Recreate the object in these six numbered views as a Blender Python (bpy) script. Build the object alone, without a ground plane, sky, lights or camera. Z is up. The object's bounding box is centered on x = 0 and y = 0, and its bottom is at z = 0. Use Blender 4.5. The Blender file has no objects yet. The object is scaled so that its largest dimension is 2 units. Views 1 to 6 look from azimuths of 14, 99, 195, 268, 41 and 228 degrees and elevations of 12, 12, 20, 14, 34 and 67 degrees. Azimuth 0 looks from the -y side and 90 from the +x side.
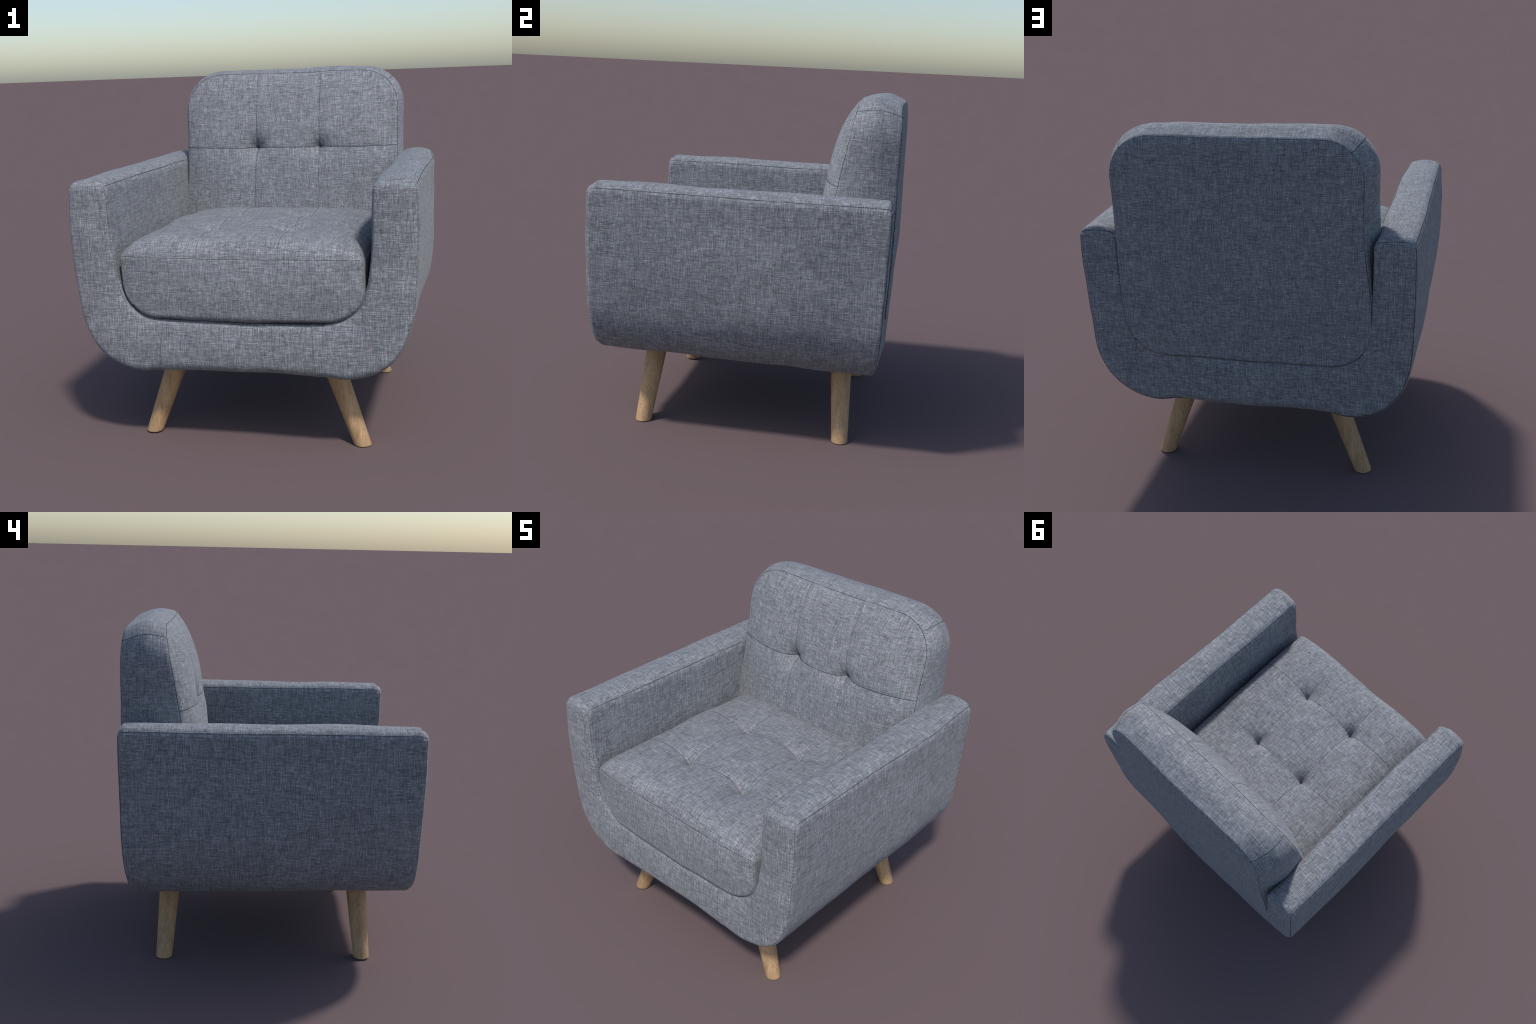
"""Mid-century upholstered armchair: U-shaped shell (arms + base rail), tufted seat
cushion, tufted backrest and four splayed tapered wooden legs."""
import bpy, math
import numpy as np
from mathutils import Vector
from mathutils.bvhtree import BVHTree

RNG = np.random.default_rng(7)

# ----------------------------------------------------------------------------- helpers
def smooth(lo, hi, v):
    t = np.clip((v - lo) / (hi - lo), 0.0, 1.0)
    return t * t * (3 - 2 * t)


def axis_steps(lo, hi, step, dense=(), fine=0.0022, reach=0.018):
    """Coordinates from lo to hi, about `step` apart, packed closer round each value in
    `dense` (the places of seams and edges)."""
    v = lo
    out = [lo]
    dense = np.array(sorted(dense)) if len(dense) else np.array([1e9])
    while v < hi - 1e-9:
        gap = np.min(np.abs(dense - v))
        s = fine + (step - fine) * float(np.clip((gap - 0.004) / reach, 0, 1))
        v += s
        out.append(v)
    out = np.array(out)
    out = lo + (out - lo) * (hi - lo) / (out[-1] - lo)
    return out


def box_grid(ax, ay, az):
    """Surface of a box as one welded quad grid; ax, ay, az are the grid coordinates."""
    nx, ny, nz = len(ax), len(ay), len(az)
    ids = {}
    index = -np.ones((nx, ny, nz), dtype=np.int64)
    shell = np.zeros((nx, ny, nz), dtype=bool)
    shell[0], shell[-1] = True, True
    shell[:, 0], shell[:, -1] = True, True
    shell[:, :, 0], shell[:, :, -1] = True, True
    where = np.argwhere(shell)
    index[shell] = np.arange(len(where))
    pts = np.stack([ax[where[:, 0]], ay[where[:, 1]], az[where[:, 2]]], 1)
    quads = []

    def side(sheet, flip):
        a, b, c, d = sheet[:-1, :-1], sheet[1:, :-1], sheet[1:, 1:], sheet[:-1, 1:]
        q = np.stack([a, b, c, d], -1).reshape(-1, 4)
        quads.append(q[:, ::-1] if flip else q)

    side(index[0], True)
    side(index[-1], False)
    side(index[:, 0], False)
    side(index[:, -1], True)
    side(index[:, :, 0], True)
    side(index[:, :, -1], False)
    return pts, np.concatenate(quads)


def round_pair(d, e, r):
    """Two distances from two neighbouring faces of a box -> the same point on an edge
    rounded with radius r (square corner pushed on to a quarter circle)."""
    u, v = np.clip((r - d) / r, 0, None), np.clip((r - e) / r, 0, None)
    inside = (u > 0) & (v > 0)
    ln = np.sqrt(u * u + v * v)
    k = np.where(inside, np.maximum(u, v) / np.where(ln > 1e-9, ln, 1), 1.0)
    return np.where(inside, r - u * k * r, d), np.where(inside, r - v * k * r, e)


def waves(p, scale, amount, seed, count=9):
    """Soft irregular swelling: a sum of a few random plane waves."""
    g = np.random.default_rng(seed)
    out = np.zeros(len(p))
    for _ in range(count):
        k = g.normal(size=3)
        k = k / np.linalg.norm(k) * scale * g.uniform(0.6, 1.5)
        out += np.sin(p @ k + g.uniform(0, 6.28))
    return out * amount / math.sqrt(count / 2)


def spline(pts, t):
    """Uniform Catmull-Rom through pts (n,2) at t in [0, n-1]."""
    pts = np.asarray(pts, float)
    n = len(pts)
    ext = np.vstack([2 * pts[0] - pts[1], pts, 2 * pts[-1] - pts[-2]])
    i = np.clip(np.floor(t).astype(int), 0, n - 2)
    f = (t - i)[:, None]
    p0, p1, p2, p3 = ext[i], ext[i + 1], ext[i + 2], ext[i + 3]
    return 0.5 * (2 * p1 + (p2 - p0) * f + (2 * p0 - 5 * p1 + 4 * p2 - p3) * f ** 2
                  + (3 * p1 - p0 - 3 * p2 + p3) * f ** 3)


def mesh_from(name, pts, quads, mat):
    me = bpy.data.meshes.new(name)
    me.vertices.add(len(pts))
    me.vertices.foreach_set("co", np.asarray(pts, np.float32).ravel())
    me.loops.add(quads.size)
    me.loops.foreach_set("vertex_index", quads.ravel().astype(np.int32))
    me.polygons.add(len(quads))
    me.polygons.foreach_set("loop_start", np.arange(0, quads.size, quads.shape[1], dtype=np.int32))
    me.update(calc_edges=True)
    me.polygons.foreach_set("use_smooth", np.ones(len(quads), dtype=bool))
    me.materials.append(mat)
    me.update()
    return me


def put(name, me, parent):
    ob = bpy.data.objects.new(name, me)
    bpy.context.collection.objects.link(ob)
    ob.parent = parent
    return ob


def vertex_normals(pts, quads):
    n = np.zeros_like(pts)
    a, b, c, d = (pts[quads[:, i]] for i in range(4))
    fn = np.cross(c - a, d - b)
    for i in range(4):
        np.add.at(n, quads[:, i], fn)
    return n / np.maximum(np.linalg.norm(n, axis=1, keepdims=True), 1e-12)


# ----------------------------------------------------------------------------- materials
class Nodes:
    def __init__(self, name):
        self.mat = bpy.data.materials.new(name)
        self.mat.use_nodes = True
        self.t = self.mat.node_tree
        self.bsdf = next(n for n in self.t.nodes if n.type == "BSDF_PRINCIPLED")

    def new(self, kind, **props):
        n = self.t.nodes.new(kind)
        for k, v in props.items():
            setattr(n, k, v)
        return n

    def link(self, a, b):
        self.t.links.new(a, b)

    def val(self, sock, v):
        if hasattr(v, "is_linked") or hasattr(v, "links"):
            self.link(v, sock)
        else:
            sock.default_value = v

    def math(self, op, a, b=0.0, c=None, clamp=False):
        n = self.new("ShaderNodeMath", operation=op, use_clamp=clamp)
        self.val(n.inputs[0], a)
        self.val(n.inputs[1], b)
        if c is not None:
            self.val(n.inputs[2], c)
        return n.outputs[0]

    def vec(self, x, y, z):
        n = self.new("ShaderNodeCombineXYZ")
        for s, v in zip(n.inputs, (x, y, z)):
            self.val(s, v)
        return n.outputs[0]

    def noise(self, vec, scale=1.0, detail=2.0, rough=0.5):
        n = self.new("ShaderNodeTexNoise")
        self.link(vec, n.inputs["Vector"])
        n.inputs["Scale"].default_value = scale
        n.inputs["Detail"].default_value = detail
        n.inputs["Roughness"].default_value = rough
        return n.outputs[0]

    def mix(self, f, a, b, kind="RGBA", blend="MIX"):
        n = self.new("ShaderNodeMix", data_type=kind)
        if kind == "RGBA":
            n.blend_type = blend
        socks = [s for s in n.inputs if s.enabled]
        self.val(socks[0], f)
        self.val(socks[1], a)
        self.val(socks[2], b)
        return next(s for s in n.outputs if s.enabled)

    def ramp(self, fac, stops):
        n = self.new("ShaderNodeValToRGB")
        self.link(fac, n.inputs[0])
        el = n.color_ramp.elements
        while len(el) < len(stops):
            el.new(0.5)
        for e, (p, c) in zip(el, stops):
            e.position, e.color = p, (*c, 1)
        return n.outputs[0]


def linen(name, thread=0.0042, bias=(1, 1, 1), tone=1.05, contrast=0.92):
    """Woven melange linen: two crossing sets of uneven threads, bright slubs, a soft
    mottle. The weave lies flat on whichever side of the piece a surface faces."""
    m = Nodes(name)
    tc = m.new("ShaderNodeTexCoord")
    pos = m.new("ShaderNodeSeparateXYZ")
    m.link(tc.outputs["Object"], pos.inputs[0])
    nor = m.new("ShaderNodeSeparateXYZ")
    m.link(tc.outputs["Normal"], nor.inputs[0])
    x, y, z = pos.outputs
    n = [m.math("MULTIPLY", m.math("ABSOLUTE", o), k) for o, k in zip(nor.outputs, bias)]
    is_x = m.math("MULTIPLY", m.math("GREATER_THAN", n[0], n[1]), m.math("GREATER_THAN", n[0], n[2]))
    is_z = m.math("MULTIPLY", m.math("GREATER_THAN", n[2], n[1]), m.math("LESS_THAN", is_x, 0.5))
    u = m.mix(is_x, x, m.math("ADD", y, 3.17), "FLOAT")
    v = m.mix(is_z, z, m.math("ADD", y, 5.31), "FLOAT")
    wob = m.math("MULTIPLY_ADD", m.noise(tc.outputs["Object"], 5.0, 1.0), 0.008, -0.004)
    uu, vv = m.math("ADD", u, wob), m.math("ADD", v, wob)

    def threads(across, along, width, length, salt, detail=2.0, rough=0.6):
        return m.noise(m.vec(m.math("MULTIPLY", across, 1 / width), m.math("MULTIPLY", along, 1 / length), salt), 1.0, detail, rough)

    def pair(width, length, salt, detail=2.0, rough=0.6):
        return threads(uu, vv, width, length, salt + 0.43, detail, rough), threads(vv, uu, width, length, salt + 37.57, detail, rough)

    warp, weft = pair(thread, thread * 11, 0.0)
    long_a, long_b = pair(thread * 0.9, thread * 28, 11.0, 2.0)
    grain_a, grain_b = pair(thread * 0.55, thread * 1.3, 23.0, 1.0)
    slub_a, slub_b = pair(thread * 0.62, thread * 13, 77.0, 0.0)
    dark_a, dark_b = pair(thread * 0.75, thread * 6, 143.0, 0.0)
    mottle = m.noise(m.vec(u, v, 0.0), 16.0, 3.0, 0.6)
    s = m.math("ADD", warp, weft)
    s = m.math("MULTIPLY_ADD", m.math("ADD", long_a, long_b), 0.62, s)
    s = m.math("MULTIPLY_ADD", m.math("ADD", grain_a, grain_b), 0.50, s)
    s = m.math("MULTIPLY_ADD", mottle, 0.22, s)
    s = m.math("MULTIPLY_ADD", m.math("SUBTRACT", s, 2.23), contrast, 0.5)
    hi = m.math("MULTIPLY", m.math("SUBTRACT", m.math("MAXIMUM", slub_a, slub_b), 0.70), 4.5, clamp=True)
    lo = m.math("MULTIPLY", m.math("SUBTRACT", m.math("MAXIMUM", dark_a, dark_b), 0.66), 4.0, clamp=True)
    s = m.math("MULTIPLY_ADD", lo, -0.30, s)
    s = m.math("MULTIPLY_ADD", hi, 0.42, s, clamp=True)
    g = lambda r, gg, b: (r * tone, gg * tone, b * tone)
    col = m.ramp(s, [(0.0, g(0.066, 0.070, 0.079)), (0.5, g(0.186, 0.198, 0.214)), (1.0, g(0.43, 0.445, 0.475))])
    hue = m.noise(m.vec(m.math("MULTIPLY", u, 26.0), m.math("MULTIPLY", v, 26.0), 3.0), 1.0, 2.0)
    hue = m.math("MULTIPLY_ADD", m.math("SUBTRACT", hue, 0.5), 3.0, 0.5, clamp=True)
    tint = m.mix(hue, (1.035, 0.985, 1.035, 1), (0.96, 1.01, 0.965, 1))
    col = m.mix(1.0, col, tint, blend="MULTIPLY")
    m.link(col, m.bsdf.inputs["Base Color"])
    m.bsdf.inputs["Roughness"].default_value = 0.92
    m.bsdf.inputs["Specular IOR Level"].default_value = 0.18
    m.bsdf.inputs["Sheen Weight"].default_value = 0.12
    m.bsdf.inputs["Sheen Roughness"].default_value = 0.5
    bump = m.new("ShaderNodeBump")
    bump.inputs["Strength"].default_value = 0.35
    bump.inputs["Distance"].default_value = 0.003
    m.link(s, bump.inputs["Height"])
    m.link(bump.outputs[0], m.bsdf.inputs["Normal"])
    return m.mat


def thread_material():
    m = Nodes("seam_thread")
    tc = m.new("ShaderNodeTexCoord")
    n = m.noise(tc.outputs["Object"], 240.0, 1.0)
    m.link(m.ramp(n, [(0.3, (0.016, 0.018, 0.022)), (0.7, (0.045, 0.05, 0.058))]), m.bsdf.inputs["Base Color"])
    m.bsdf.inputs["Roughness"].default_value = 0.9
    m.bsdf.inputs["Specular IOR Level"].default_value = 0.1
    return m.mat


def oak():
    m = Nodes("pale_oak")
    tc = m.new("ShaderNodeTexCoord")
    pos = m.new("ShaderNodeSeparateXYZ")
    m.link(tc.outputs["Object"], pos.inputs[0])
    x, y, z = pos.outputs
    info = m.new("ShaderNodeObjectInfo")
    salt = m.math("MULTIPLY", info.outputs["Random"], 40.0)
    p = m.vec(m.math("MULTIPLY", x, 130.0), m.math("MULTIPLY", y, 130.0), m.math("MULTIPLY_ADD", z, 7.0, salt))
    grain = m.noise(p, 1.0, 3.0, 0.6)
    p2 = m.vec(m.math("MULTIPLY", x, 26.0), m.math("MULTIPLY", y, 26.0), m.math("MULTIPLY_ADD", z, 3.0, salt))
    band = m.noise(p2, 1.0, 2.0, 0.5)
    p3 = m.vec(m.math("MULTIPLY", x, 170.0), m.math("MULTIPLY", y, 170.0), m.math("MULTIPLY_ADD", z, 26.0, salt))
    pore = m.math("MULTIPLY", m.math("SUBTRACT", m.noise(p3, 1.0, 1.0), 0.56), 5.0, clamp=True)
    f = m.math("MULTIPLY_ADD", band, 0.8, m.math("MULTIPLY", grain, 0.9))
    f = m.math("MULTIPLY_ADD", m.math("SUBTRACT", f, 0.85), 1.5, 0.5, clamp=True)
    col = m.ramp(f, [(0.0, (0.31, 0.185, 0.088)), (0.5, (0.46, 0.295, 0.155)), (1.0, (0.57, 0.385, 0.225))])
    col = m.mix(m.math("MULTIPLY", pore, 0.6), col, (0.25, 0.145, 0.068, 1))
    m.link(col, m.bsdf.inputs["Base Color"])
    m.bsdf.inputs["Roughness"].default_value = 0.55
    m.bsdf.inputs["Specular IOR Level"].default_value = 0.35
    return m.mat


SHELL_LINEN = linen("linen_shell", thread=0.0039)
CUSHION_LINEN = linen("linen_cushion", thread=0.0033, bias=(0.8, 0.9, 1.25))
BACK_LINEN = linen("linen_back", thread=0.0033, bias=(1, 1.15, 1))
THREAD = thread_material()
OAK = oak()

chair = bpy.data.objects.new("armchair", None)
bpy.context.collection.objects.link(chair)
chair["label"] = "grey linen tufted armchair with splayed oak legs"
chair["category"] = "armchair"


# ----------------------------------------------------------------------------- stitching
class Stitcher:
    """Seam lines and stitches laid on the surface of a finished part."""

    def __init__(self, pts, quads):
        self.tree = BVHTree.FromPolygons([Vector(p) for p in pts], quads.tolist())
        self.v, self.f = [], []

    def on_surface(self, path):
        loc, nor = [], []
        for p in path:
            l, n, _, _ = self.tree.find_nearest(Vector(p))
            loc.append(l), nor.append(n)
        return np.array(loc), np.array(nor)

    def resample(self, path, step):
        path = np.asarray(path, float)
        d = np.r_[0, np.cumsum(np.linalg.norm(np.diff(path, axis=0), axis=1))]
        n = max(2, int(d[-1] / step))
        t = np.linspace(0, d[-1], n + 1)
        return np.stack([np.interp(t, d, path[:, i]) for i in range(3)], 1)

    def tube(self, line, radius, sides=6, up=None):
        line = np.asarray(line)
        base = sum(len(x) for x in self.v)
        tan = np.gradient(line, axis=0)
        tan /= np.maximum(np.linalg.norm(tan, axis=1, keepdims=True), 1e-9)
        side = np.cross(tan, up)
        side /= np.maximum(np.linalg.norm(side, axis=1, keepdims=True), 1e-9)
        up2 = np.cross(side, tan)
        r = np.full(len(line), radius)
        r[0] *= 0.4
        r[-1] *= 0.4
        ang = np.arange(sides) * 2 * math.pi / sides
        ring = (line[:, None] + r[:, None, None] * (np.cos(ang)[None, :, None] * side[:, None]
                + np.sin(ang)[None, :, None] * up2[:, None]))
        self.v.append(ring.reshape(-1, 3))
        n = len(line)
        for i in range(n - 1):
            for k in range(sides):
                a, b = base + i * sides + k, base + i * sides + (k + 1) % sides
                self.f.append((a, b, b + sides, a + sides))
        self.f.append(tuple(base + k for k in range(sides - 1, -1, -1)))
        self.f.append(tuple(base + (n - 1) * sides + k for k in range(sides)))

    def line(self, path, radius=0.0016, sink=0.0004, step=0.008):
        """A continuous seam thread."""
        loc, nor = self.on_surface(self.resample(path, step))
        self.tube(loc - nor * sink, radius, 6, nor)

    def dashes(self, path, pitch=0.009, length=0.0055, radius=0.0014, sink=0.0003):
        """Running stitches along the seam."""
        loc, nor = self.on_surface(self.resample(path, pitch))
        tan = np.gradient(loc, axis=0)
        tan /= np.maximum(np.linalg.norm(tan, axis=1, keepdims=True), 1e-9)
        for l, n, t in zip(loc, nor, tan):
            h = length * RNG.uniform(0.35, 0.6)
            q = l + n * -sink + t * RNG.uniform(-1, 1) * pitch * 0.12
            self.tube(np.array([q - t * h, q, q + t * h]), radius * RNG.uniform(0.8, 1.15), 5, np.array([n, n, n]))

    def ticks(self, path, pitch=0.0105, length=0.0065, radius=0.0013, slant=0.35, sink=0.0002):
        """Short overcast stitches lying across an edge seam."""
        base = self.resample(path, pitch)
        tan = np.gradient(base, axis=0)
        tan /= np.maximum(np.linalg.norm(tan, axis=1, keepdims=True), 1e-9)
        loc, nor = self.on_surface(base)
        for l, n, t in zip(loc, nor, tan):
            n = Vector(n)
            side = np.array(n.cross(Vector(t)))
            d = side + t * slant
            d /= np.linalg.norm(d)
            h = length * RNG.uniform(0.4, 0.65)
            q, m = self.on_surface([l - d * h, l, l + d * h])
            self.tube(q - m * sink, radius * RNG.uniform(0.8, 1.2), 5, m)

    def finish(self, name, parent):
        me = bpy.data.meshes.new(name)
        me.from_pydata(np.concatenate(self.v).tolist(), [], self.f)
        me.polygons.foreach_set("use_smooth", np.ones(len(me.polygons), dtype=bool))
        me.materials.append(THREAD)
        ob = put(name, me, parent)
        ob["kind"] = "stuff"
        self.v, self.f = [], []
        return ob


# ----------------------------------------------------------------------------- shell
# half profile, arm top to middle of the base: (outer x, z), (inner x, z)
OUTER = [(0.903, 1.446), (0.905, 1.25), (0.904, 1.06), (0.894, 0.87), (0.866, 0.70),
         (0.801, 0.569), (0.694, 0.478), (0.560, 0.441), (0.420, 0.450), (0.210, 0.450), (0.0, 0.447)]
INNER = [(0.682, 1.446), (0.674, 1.24), (0.663, 1.06), (0.649, 0.935), (0.626, 0.857),
         (0.588, 0.797), (0.530, 0.758), (0.460, 0.738), (0.395, 0.730), (0.200, 0.725), (0.0, 0.724)]
mirror = lambda c: c + [(-x, z) for x, z in c[-2::-1]]
OUTER, INNER = mirror(OUTER), mirror(INNER)
NSEG = len(OUTER) - 1
# arc length along the middle of the slab, so that S is in metres
_t = np.linspace(0, NSEG, 4001)
_mid = 0.5 * (spline(OUTER, _t) + spline(INNER, _t))
_arc = np.r_[0, np.cumsum(np.linalg.norm(np.diff(_mid, axis=0), axis=1))]
SL = _arc[-1] / 2
TH = 0.115
Y_FRONT, Y_REAR = -0.826, 0.842
YC, YH = 0.5 * (Y_FRONT + Y_REAR), 0.5 * (Y_REAR - Y_FRONT)


def shell_map(p):
    s, y, t = p[:, 0].copy(), p[:, 1].copy(), p[:, 2].copy()
    ds, dt, e = SL - np.abs(s), TH - np.abs(t), YH - np.abs(y)
    outer = np.sign(t) > 0
    low = smooth(0.45, 0.95, 1 - np.abs(s) / SL)          # 0 on the arms, 1 under the seat
    front = y < 0
    r_top = np.where(front, 0.042, 0.035)
    ds1, e1 = round_pair(ds, e, r_top)
    r_edge = np.where(outer, 0.024 + 0.028 * low, np.where(front, 0.024, 0.016))
    dt2, e2 = round_pair(dt, e, r_edge)
    ds3, dt3 = round_pair(ds, dt, 0.037)
    s = np.sign(s) * (SL - (ds1 + ds3 - ds))
    t = np.sign(t) * (TH - (dt2 + dt3 - dt))
    ef = e1 + e2 - e
    tn = t / TH
    # padding: faces swell a little between their edges
    bulge = (1 - np.clip(tn, -1, 1) ** 2)
    y = np.where(front, -1, 1) * (YH - ef)
    y = y + np.where(e < 1e-6, np.where(front, -0.016, -0.002), 0) * bulge
    par = np.interp(s + SL, _arc, _t)
    o, i = spline(OUTER, par), spline(INNER, par)
    w = (tn[:, None] + 1) * 0.5
    xz = i * (1 - w) + o * w
    x, z = xz[:, 0], xz[:, 1]
    yy = y + YC
    # arm tops are crowned across their width
    top = ds < 1e-6
    z = z + 0.026 * bulge * smooth(0.12, 0.0, SL - np.abs(s)) * smooth(-0.03, 0.03, e)
    # the rear leans in towards the bottom
    rear_w = np.clip((yy + 0.2) / 1.0, 0, 1)
    yy = yy - rear_w * 0.034 * np.clip((1.02 - z) / 0.58, 0, 1) ** 1.6
    # arms give way where the backrest is pressed between them
    press = smooth(0.55, 0.75, yy) * smooth(0.2, 0.5, np.abs(x)) * (1 - w[:, 0])
    x = x + np.where(x > 0, 0.017, -0.014) * press
    # settled padding: rear corners of the base hang a little, the rear of the
    # base is fuller in its middle, the +x arm leans in at its rear end
    x = x + np.where(x > 0, 0.017, -0.010) * np.exp(-((yy - 0.32) / 0.32) ** 2) * w[:, 0] * smooth(0.5, 0.8, z)
    z = z + 0.019 * smooth(0.55, 0.80, yy) * (1 - w[:, 0]) * smooth(0.95, 0.80, z)
    lowz = smooth(0.75, 0.50, z)
    z = z - np.where(x < 0, 0.013, 0.003) * np.exp(-(yy / 0.4) ** 4) * smooth(0.3, 0.55, np.abs(x)) * lowz * w[:, 0]
    z = z - 0.015 * smooth(0.25, 0.5, yy) * smooth(0.35, 0.6, np.abs(x)) * lowz * w[:, 0]
    yy = yy + 0.018 * rear_w ** 4 * smooth(0.70, 0.2, np.abs(x)) * smooth(0.78, 0.64, z)
    x = x - np.where(x > 0, 0.010, 0.0) * smooth(0.25, 0.85, yy) * smooth(0.7, 1.0, z)
    return np.stack([x, yy, z], 1)


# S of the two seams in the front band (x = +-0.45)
_x_mid = _mid[:, 0]
seam_at = lambda x: float(np.interp(-x, -_x_mid, _arc)) - SL
SEAM_R, SEAM_L = seam_at(0.385), seam_at(-0.425)     # S runs from the +x arm to the -x arm
a_s = axis_steps(-SL, SL, 0.010, [-SL, SL, SEAM_R, SEAM_L], fine=0.0025, reach=0.05)
# keep the seam exactly on a grid line
for target in (SEAM_R, SEAM_L):
    a_s[np.argmin(np.abs(a_s - target))] = target
a_y = axis_steps(-YH, YH, 0.010, [-YH, YH], fine=0.0025, reach=0.06)
a_t = axis_steps(-TH, TH, 0.008, [-TH, TH], fine=0.0025, reach=0.05)
grid, quads = box_grid(a_s, a_y, a_t)
quads = quads[:, ::-1]
pts = shell_map(grid)
nrm = vertex_normals(pts, quads)
# soft unevenness of the padding, and puckers beside the edge seams
edge = np.minimum(np.minimum(np.abs(YH - np.abs(grid[:, 1])), TH - np.abs(grid[:, 2]) + SL * 0), 9)
near_edge = np.exp(-((TH - np.abs(grid[:, 2])) / 0.03) ** 2 - 0 * edge) * smooth(0.0, 0.02, YH - np.abs(grid[:, 1]))
pucker = np.sin(grid[:, 1] * 150 + 3 * np.sin(grid[:, 1] * 23)) * 0.0009 * near_edge * (SL - np.abs(grid[:, 0]) < 0.05)
groove = np.zeros(len(pts))
for target in (SEAM_R, SEAM_L):
    groove -= 0.003 * np.exp(-(np.abs(grid[:, 0] - target) / 0.006)) * (grid[:, 1] < 0)
pts = pts + nrm * (waves(pts, 9.0, 0.0026, 11) + waves(pts, 26.0, 0.0009, 12) + pucker + groove)[:, None]
nrm = vertex_normals(pts, quads)

cen = grid[quads][:, :, 0].mean(1)
parts = {"armrest": [cen < SEAM_R, cen > SEAM_L], "base_rail": [(cen >= SEAM_R) & (cen <= SEAM_L)]}
shell_objs = {}
for kind, masks in parts.items():
    for mask in masks:
        q = quads[mask]
        used, inv = np.unique(q, return_inverse=True)
        me = mesh_from(kind, pts[used], inv.reshape(-1, 4), SHELL_LINEN)
        me.normals_split_custom_set_from_vertices(nrm[used].tolist())
        ob = put(kind, me, chair)
        shell_objs.setdefault(kind, []).append(ob)

st = Stitcher(pts, quads)


def shell_path(s, y, t):
    n = max(np.size(s), np.size(y), np.size(t))
    g = np.stack([np.broadcast_to(np.asarray(v, float), n) for v in (s, y, t)], 1)
    return shell_map(g)


for arm, sgn in zip(shell_objs["armrest"], (-1, 1)):
    run = np.linspace(SL * sgn, SEAM_R if sgn < 0 else SEAM_L, 220)
    st.ticks(shell_path(run, -YH, TH), slant=0.35 * sgn)
    st.ticks(shell_path(run[:150], -YH, -TH), slant=-0.35 * sgn)
    st.line(shell_path(run, YH, TH), radius=0.0012, sink=0.0006)
    along = np.linspace(-YH + 0.03, YH - 0.004, 150)
    st.ticks(shell_path(sgn * SL, along, TH), length=0.004, radius=0.0011, slant=1.5)
    st.line(shell_path(sgn * SL, along, TH), radius=0.0011, sink=0.0004)
    st.line(shell_path(sgn * SL, along[:120], -TH), radius=0.0012, sink=0.0004)
    st.ticks(shell_path(sgn * SL, along[:120], -TH), length=0.004, radius=0.0011, slant=1.5)
    st.line(shell_path(sgn * SL, YH, np.linspace(-TH, TH, 40)), radius=0.0014, sink=0.0004)
    st.finish("edge_stitching", arm)
rail = shell_objs["base_rail"][0]
for seam in (SEAM_R, SEAM_L):
    st.dashes(shell_path(seam, -YH, np.linspace(-TH * 0.98, TH * 0.98, 60)), pitch=0.011, length=0.007, radius=0.0016, sink=0.0004)
st.finish("band_stitching", rail)


# ----------------------------------------------------------------------------- seat cushion
SA, S_Z0, S_Z1, S_Y0, S_Y1 = 0.640, 0.739, 1.072, -0.826, 0.52
SEAT_X, SEAT_Y = (-0.215, 0.215), (-0.457, 0.045)


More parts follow.
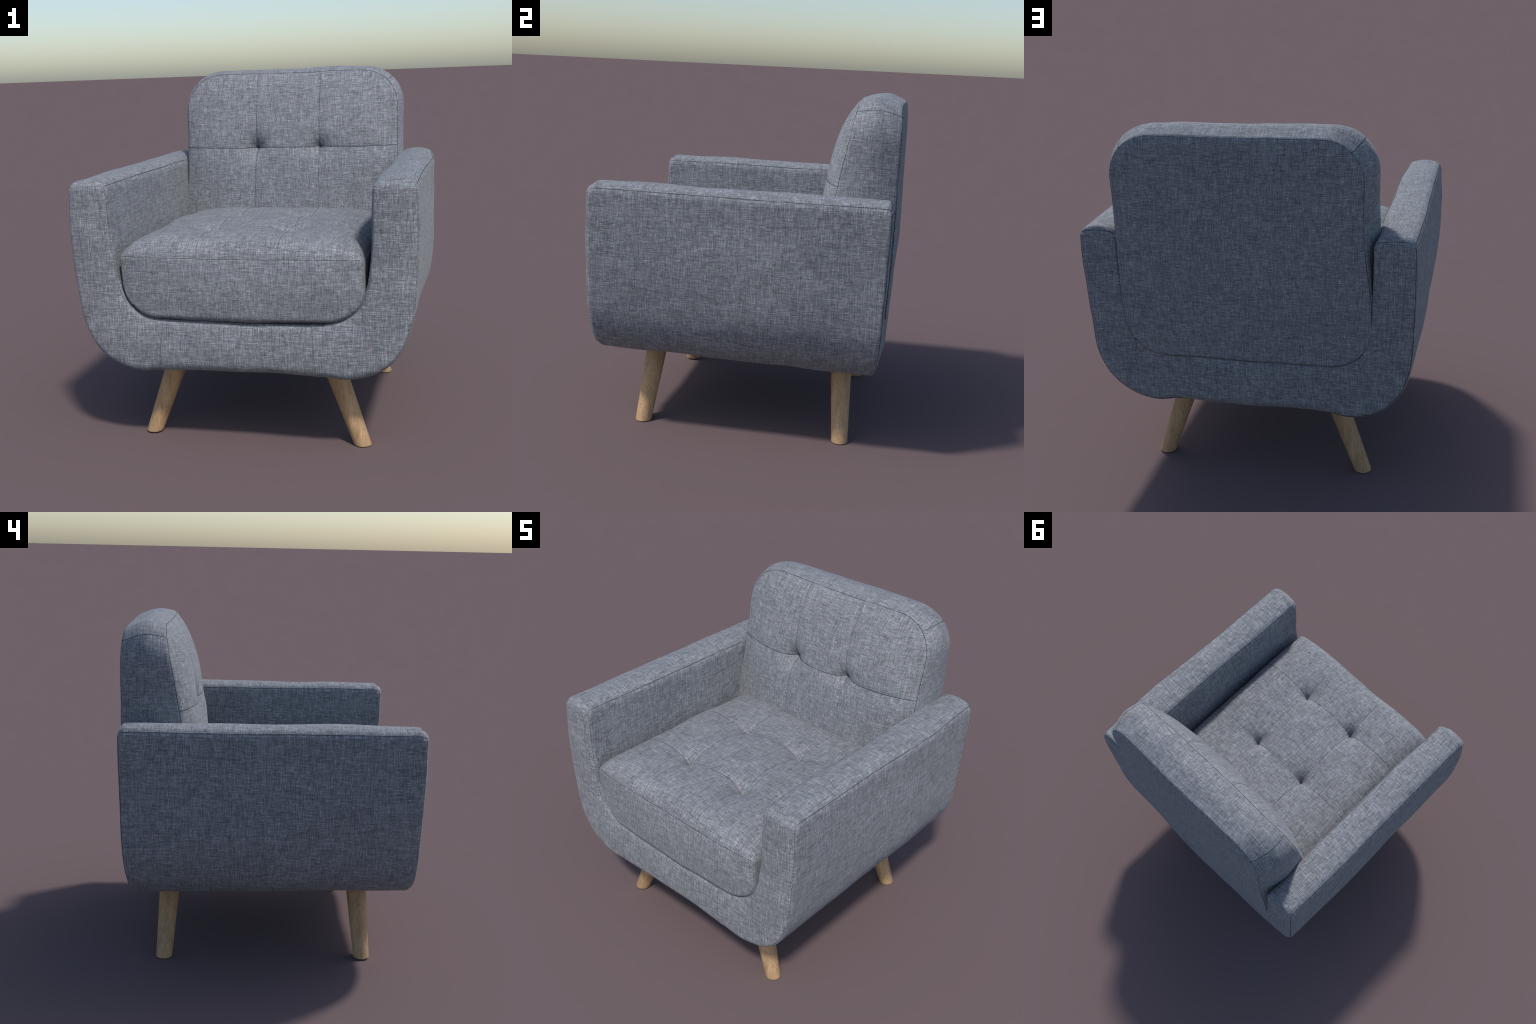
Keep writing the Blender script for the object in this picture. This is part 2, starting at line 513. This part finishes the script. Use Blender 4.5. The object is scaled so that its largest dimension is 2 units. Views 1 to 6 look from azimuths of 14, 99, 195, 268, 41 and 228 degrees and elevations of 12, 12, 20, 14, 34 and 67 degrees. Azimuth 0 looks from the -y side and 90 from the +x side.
def seat_map(p, detail=True):
    x, y, z = p[:, 0].copy(), p[:, 1].copy(), p[:, 2].copy()
    dx, e = SA - np.abs(x), y - S_Y0
    dz0, dz1 = z - S_Z0, S_Z1 - z
    top = np.clip((z - S_Z0) / (S_Z1 - S_Z0), 0, 1)
    # front edges: tight at the top seam, rounder at the sides and bottom
    dz1b, e1 = round_pair(dz1, e, 0.012)
    dxb, e2 = round_pair(dx, e, 0.018)
    dz0b, e3 = round_pair(dz0, e, 0.030)
    # bottom corners follow the U of the shell, top corners are small
    R = 0.195
    u, v = np.clip((R - dxb) / R, 0, None), np.clip((R - dz0b) / R, 0, None)
    m = (u > 0) & (v > 0)
    ln = np.sqrt(u * u + v * v)
    k = np.where(m, np.maximum(u, v) / np.where(ln > 1e-9, ln, 1), 1.0)
    dxf, dz0f = np.where(m, R - u * k * R, dxb), np.where(m, R - v * k * R, dz0b)
    dxt, dz1t = round_pair(dx, dz1b, 0.02)
    dxf = dxf + (dxt - dx)
    x = np.sign(x) * (SA - dxf)
    z = z + (dz0f - dz0) - (dz1t - dz1)
    y = S_Y0 + e + (e1 - e) + (e2 - e) + (e3 - e)
    # narrowing towards the bottom as the shell does
    x = x * (1 + 0.004 * smooth(1.0, 0.8, z))
    x = x * (1 - 0.007 * smooth(0.16, 0.0, e) * smooth(0.84, 1.0, z))
    # crown of the top
    ex, ef, eb = SA - np.abs(p[:, 0]), p[:, 1] - S_Y0, S_Y1 - p[:, 1]
    crown = (0.106 - 0.026 * smooth(-0.25, 0.25, p[:, 1])) * (1 - np.exp(-ex / 0.062)) * (1 - np.exp(-ef / 0.038)) * (1 - np.exp(-np.clip(eb, 0, 9) / 0.08))
    wz = smooth(0.45, 1.0, top)
    # tufting: four pulled-down points, seams between them sag
    sag = np.zeros(len(p))
    for gx in SEAT_X:
        d = np.abs(p[:, 0] - gx)
        sag += 0.0008 * np.exp(-d / 0.02) + 0.0012 * np.exp(-d / 0.004)
    for gy in SEAT_Y:
        d = np.abs(p[:, 1] - gy)
        sag += 0.0008 * np.exp(-d / 0.02) + 0.0012 * np.exp(-d / 0.004)
    for gx in SEAT_X:
        for gy in SEAT_Y:
            ux, uy = np.abs(p[:, 0] - gx), np.abs(p[:, 1] - gy)
            r = np.sqrt(ux * ux + uy * uy + 1e-12)
            off = (2 * ux * uy / (r * r)) ** 1.0               # 0 on the seams, 1 between
            sag += (0.082 - 0.012 * (gy > 0)) * np.exp(-r / (0.072 - 0.010 * off)) + 0.026 * np.exp(-r / 0.020)
    fade = smooth(0.0, 0.10, np.minimum(ex, ef))
    z = z + wz * (crown - sag * fade)
    # the front panel swells forward
    xn = np.clip(np.abs(p[:, 0]) / SA, 0, 1)
    mid = np.sin(np.pi * np.clip(0.12 + 0.70 * top, 0, 1)) 
    y = y - (1 - xn ** 5) * (0.007 + 0.028 * mid) * smooth(0.30, 0.0, ef)
    return np.stack([x, y, z], 1)


g_x = axis_steps(-SA, SA, 0.0085, [-SA, SA, *SEAT_X], fine=0.0025, reach=0.04)
g_y = axis_steps(S_Y0, S_Y1, 0.0085, [S_Y0, *SEAT_Y], fine=0.0025, reach=0.04)
g_z = axis_steps(S_Z0, S_Z1, 0.009, [S_Z0, S_Z1], fine=0.003, reach=0.05)
for arr, marks in ((g_x, SEAT_X), (g_y, SEAT_Y)):
    for mk in marks:
        arr[np.argmin(np.abs(arr - mk))] = mk
grid, quads = box_grid(g_x, g_y, g_z)
pts = seat_map(grid)
nrm = vertex_normals(pts, quads)
pts = pts + nrm * (waves(pts, 13.0, 0.0030, 21) + waves(pts, 34.0, 0.0010, 22))[:, None]
seat = put("seat_cushion", mesh_from("seat_cushion", pts, quads, CUSHION_LINEN), chair)

st = Stitcher(pts, quads)


def seat_path(x, y, z):
    n = max(np.size(x), np.size(y), np.size(z))
    return seat_map(np.stack([np.broadcast_to(np.asarray(v, float), n) for v in (x, y, z)], 1))


fx = np.linspace(-SA + 0.012, SA - 0.012, 200)
st.line(seat_path(fx, S_Y0, S_Z1), radius=0.0017, sink=0.0004)
for sgn in (-1, 1):
    st.ticks(seat_path(sgn * SA, S_Y0, np.linspace(S_Z1 - 0.01, S_Z0 + 0.0, 60)), length=0.0045, radius=0.0011, pitch=0.009)
    st.line(seat_path(np.linspace(sgn * SA, 0, 120), S_Y0, S_Z0), radius=0.0011, sink=0.0006)
st.finish("edge_stitching", seat)
for gx in SEAT_X:
    st.line(seat_path(gx, np.linspace(S_Y0 + 0.012, 0.47, 260), S_Z1), radius=0.0012, sink=0.0003, step=0.006)
for gy in SEAT_Y:
    st.line(seat_path(np.linspace(-SA + 0.01, SA - 0.01, 260), gy, S_Z1), radius=0.0012, sink=0.0003, step=0.006)
st.finish("tuft_seam", seat)


# ----------------------------------------------------------------------------- backrest
BA, B_Z0, B_Z1, BC = 0.686, 0.737, 1.983, 0.16
BACK_X, BACK_Z = (-0.203, 0.203), 1.515
B_ZC, B_B = 0.5 * (B_Z0 + B_Z1), 0.5 * (B_Z1 - B_Z0)
front_edge = lambda z: 0.525 + (z - 1.515) * 0.168
rear_edge = lambda z: 0.853 - 0.010 * smooth(1.2, 0.75, z) - 0.006 * smooth(1.85, 1.98, z)


def back_map(p):
    x, y, z = p[:, 0].copy(), p[:, 1].copy(), p[:, 2] - B_ZC
    r = np.where(y < 0, 0.022, 0.020)
    d = np.minimum(BA - np.abs(x), B_B - np.abs(z))
    e = BC - np.abs(y)
    d1, e1 = round_pair(d, e, r)
    x = np.sign(x) * np.minimum(np.abs(x), BA - d1)
    z = np.sign(z) * np.minimum(np.abs(z), B_B - d1)
    yn = np.sign(y) * (BC - e1) / BC
    # rounded corners in the plane of the back
    R = np.where(z > 0, 0.245, 0.240)
    u, v = np.clip((np.abs(x) - (BA - R)) / R, 0, None), np.clip((np.abs(z) - (B_B - R)) / R, 0, None)
    m = (u > 0) & (v > 0)
    pw = np.full(len(p), 2.2)
    ln = (u ** pw + v ** pw) ** (1 / pw)
    k = np.where(m, np.maximum(u, v) / np.where(ln > 1e-9, ln, 1), 1.0)
    x = np.where(m, np.sign(x) * (BA - R + u * k * R), x)
    z = np.where(m, np.sign(z) * (B_B - R + v * k * R), z)
    flat_x, flat_z = x.copy(), z.copy()
    rho_d = np.minimum(BA - np.abs(p[:, 0]), B_B - np.abs(p[:, 2] - B_ZC))
    # boxing: the side swells between its seams and the rear outline is smaller
    up = smooth(-0.30, 0.10, z)
    off = (0.022 * (1 - yn ** 2) - (0.019 - 0.005 * np.clip(x / 0.5, -1, 1)) * smooth(-0.2, 1.0, yn)) * (0.15 + 0.85 * up)
    x = x * (1 + off / BA)
    z = np.where(z > 0, z * (1 + off / B_B), z)
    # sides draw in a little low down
    x = x * (1 + 0.007 * smooth(-0.5, -0.2, z) * smooth(0.3, -0.1, z))
    zz = z + B_ZC
    zz = zz - 0.006 * np.exp(-((x - 0.05) / 0.25) ** 2) * smooth(1.7, 1.98, zz)
    x = x + 0.009 * smooth(1.78, 1.58, zz) * smooth(1.1, 1.35, zz) * np.clip(-x / BA, 0, 1)
    f, b = front_edge(zz), rear_edge(zz)
    yy = f + (b - f) * (yn + 1) / 2
    # front crown, tufts and sagging seams; ex, ez: distance to the rounded outline
    # measured across and upwards
    ax_, az_ = np.abs(flat_x), flat_z
    qz = np.clip((np.where(z > 0, az_, 0) - (B_B - R)) / R, 0, 1)
    qx = np.clip((ax_ - (BA - R)) / R, 0, 1)
    ex = np.clip(BA - R + R * (1 - qz ** pw) ** (1 / pw) - ax_, 0, None)
    ez = np.clip(B_B - R + R * (1 - qx ** pw) ** (1 / pw) - az_, 0, None)
    height = 0.120 - 0.11 * np.clip(1.45 - zz, 0, 0.4) - 0.010 * smooth(1.6, 1.85, zz)
    crown = height * (1 - np.exp(-ex / 0.16)) * (1 - np.exp(-ez / 0.125))
    sag = np.zeros(len(p))
    for gx in BACK_X:
        dd = np.abs(p[:, 0] - gx)
        sag += 0.006 * np.exp(-dd / 0.055) + 0.0030 * np.exp(-dd / 0.005)
    dd = np.abs(p[:, 2] - BACK_Z)
    sag += 0.004 * np.exp(-dd / 0.055) + 0.0025 * np.exp(-dd / 0.004)
    for gx in BACK_X:
        ux, uz = np.abs(p[:, 0] - gx), np.abs(p[:, 2] - BACK_Z)
        rr = np.sqrt(ux * ux + uz * uz + 1e-12)
        sag += 0.086 * np.exp(-rr / (0.054 - 0.006 * (2 * ux * uz / (rr * rr))))
    fade = smooth(0.0, 0.12, np.minimum(ex, ez))
    wf = smooth(0.2, -1.0, yn) ** 1.5
    yy = yy - wf * (crown - sag * fade)
    # rear panel swells slightly
    wr = smooth(0.0, 1.0, yn)
    yy = yy + wr * (0.002 + 0.004 * smooth(0.85, 1.3, zz)) * (1 - np.exp(-rho_d / 0.09))
    return np.stack([x + 0.006 * smooth(-0.3, 0.2, z), yy, zz], 1)


g_x = axis_steps(-BA, BA, 0.0085, [-BA, BA, *BACK_X], fine=0.0025, reach=0.05)
g_y = axis_steps(-BC, BC, 0.009, [-BC, BC], fine=0.0025, reach=0.05)
g_z = axis_steps(B_Z0, B_Z1, 0.0085, [B_Z0, B_Z1, BACK_Z], fine=0.0025, reach=0.05)
for mk in BACK_X:
    g_x[np.argmin(np.abs(g_x - mk))] = mk
g_z[np.argmin(np.abs(g_z - BACK_Z))] = BACK_Z
grid, quads = box_grid(g_x, g_y, g_z)
pts = back_map(grid)
nrm = vertex_normals(pts, quads)
pts = pts + nrm * (waves(pts, 12.0, 0.0022, 31) + waves(pts, 30.0, 0.0008, 32))[:, None]
back = put("backrest", mesh_from("backrest", pts, quads, BACK_LINEN), chair)

st = Stitcher(pts, quads)


def back_path(x, y, z):
    n = max(np.size(x), np.size(y), np.size(z))
    return back_map(np.stack([np.broadcast_to(np.asarray(v, float), n) for v in (x, y, z)], 1))


def rim(y):
    """All round the upper outline of the back at depth y, from low left over the top."""
    zs, xs = np.linspace(0.95, B_Z1, 200), np.linspace(-BA, BA, 240)
    return np.vstack([back_path(-BA, y, zs), back_path(xs, y, B_Z1), back_path(BA, y, zs[::-1])])


st.line(rim(-BC), radius=0.0018, sink=0.0006)
st.line(rim(BC), radius=0.0013, sink=0.0006)
low = np.linspace(B_Z0, 1.40, 120)
st.line(np.vstack([back_path(-BA, BC, low[::-1]), back_path(np.linspace(-BA, BA, 240), BC, B_Z0), back_path(BA, BC, low)]), radius=0.0015, sink=-0.0003)  # thin dark tube along the crease between back and shell
for sgn in (-1, 1):
    # short seam across the boxing at each top corner
    st.line(back_path(sgn * BA, np.linspace(-BC, BC, 60), B_Z1 - 0.004), radius=0.0015, sink=0.0003)
    st.dashes(back_path(sgn * BA, np.linspace(-BC, BC, 60), B_Z1 - 0.004), pitch=0.012, radius=0.0017)
st.finish("edge_seam", back)
st.line(back_path(np.linspace(-BA + 0.004, BA - 0.004, 320), -BC, BACK_Z), radius=0.0019, sink=0.0003, step=0.006)
for gx in BACK_X:
    st.dashes(back_path(gx, -BC, np.linspace(1.0, B_Z1, 300)), pitch=0.0095, length=0.0050, radius=0.0025)
st.finish("tuft_seam", back)


# ----------------------------------------------------------------------------- legs
def leg_mesh():
    """Tapered round leg of length 1 along +z, foot at the origin: radius profile."""
    prof = [(0.0, 0.0), (0.0450, 0.0), (0.0474, 0.0012), (0.0480, 0.004)]
    prof += [(0.0482 + 0.0150 * h, 0.012 + h * 0.46) for h in np.linspace(0, 1, 24)]
    prof += [(0.0, 0.472)]
    n = 56
    v, f = [], []
    ang = np.arange(n) * 2 * math.pi / n
    for r, h in prof[1:-1]:
        v += [(r * math.cos(a), r * math.sin(a), h) for a in ang]
    rings = len(prof) - 2
    for i in range(rings - 1):
        for k in range(n):
            a, b = i * n + k, i * n + (k + 1) % n
            f.append((a, b, b + n, a + n))
    f.append(tuple(range(n - 1, -1, -1)))
    f.append(tuple((rings - 1) * n + k for k in range(n)))
    me = bpy.data.meshes.new("leg")
    me.from_pydata(v, [], f)
    me.polygons.foreach_set("use_smooth", [True] * (len(f) - 2) + [False] * 2)
    me.materials.append(OAK)
    return me


# a leg is sheared, not turned, so its foot stands flat; (foot x, foot y, lean x, lean y)
for fx, fy, lx, ly in ((0.594, -0.572, -0.365, 0.078), (-0.594, -0.572, -0.365, 0.078),
                       (0.592, 0.624, -0.365, -0.070), (-0.592, 0.624, -0.365, -0.070)):
    me = leg_mesh()
    co = np.empty(len(me.vertices) * 3, np.float32)
    me.vertices.foreach_get("co", co)
    co = co.reshape(-1, 3)
    co[:, 0] += co[:, 2] * lx * np.sign(fx)
    co[:, 1] += co[:, 2] * ly
    me.vertices.foreach_set("co", co.ravel())
    me.update()
    ob = put("leg", me, chair)
    ob.location = (fx, fy, 0.005 if fx < 0 and fy < 0 else 0)      # one foot stands a little high
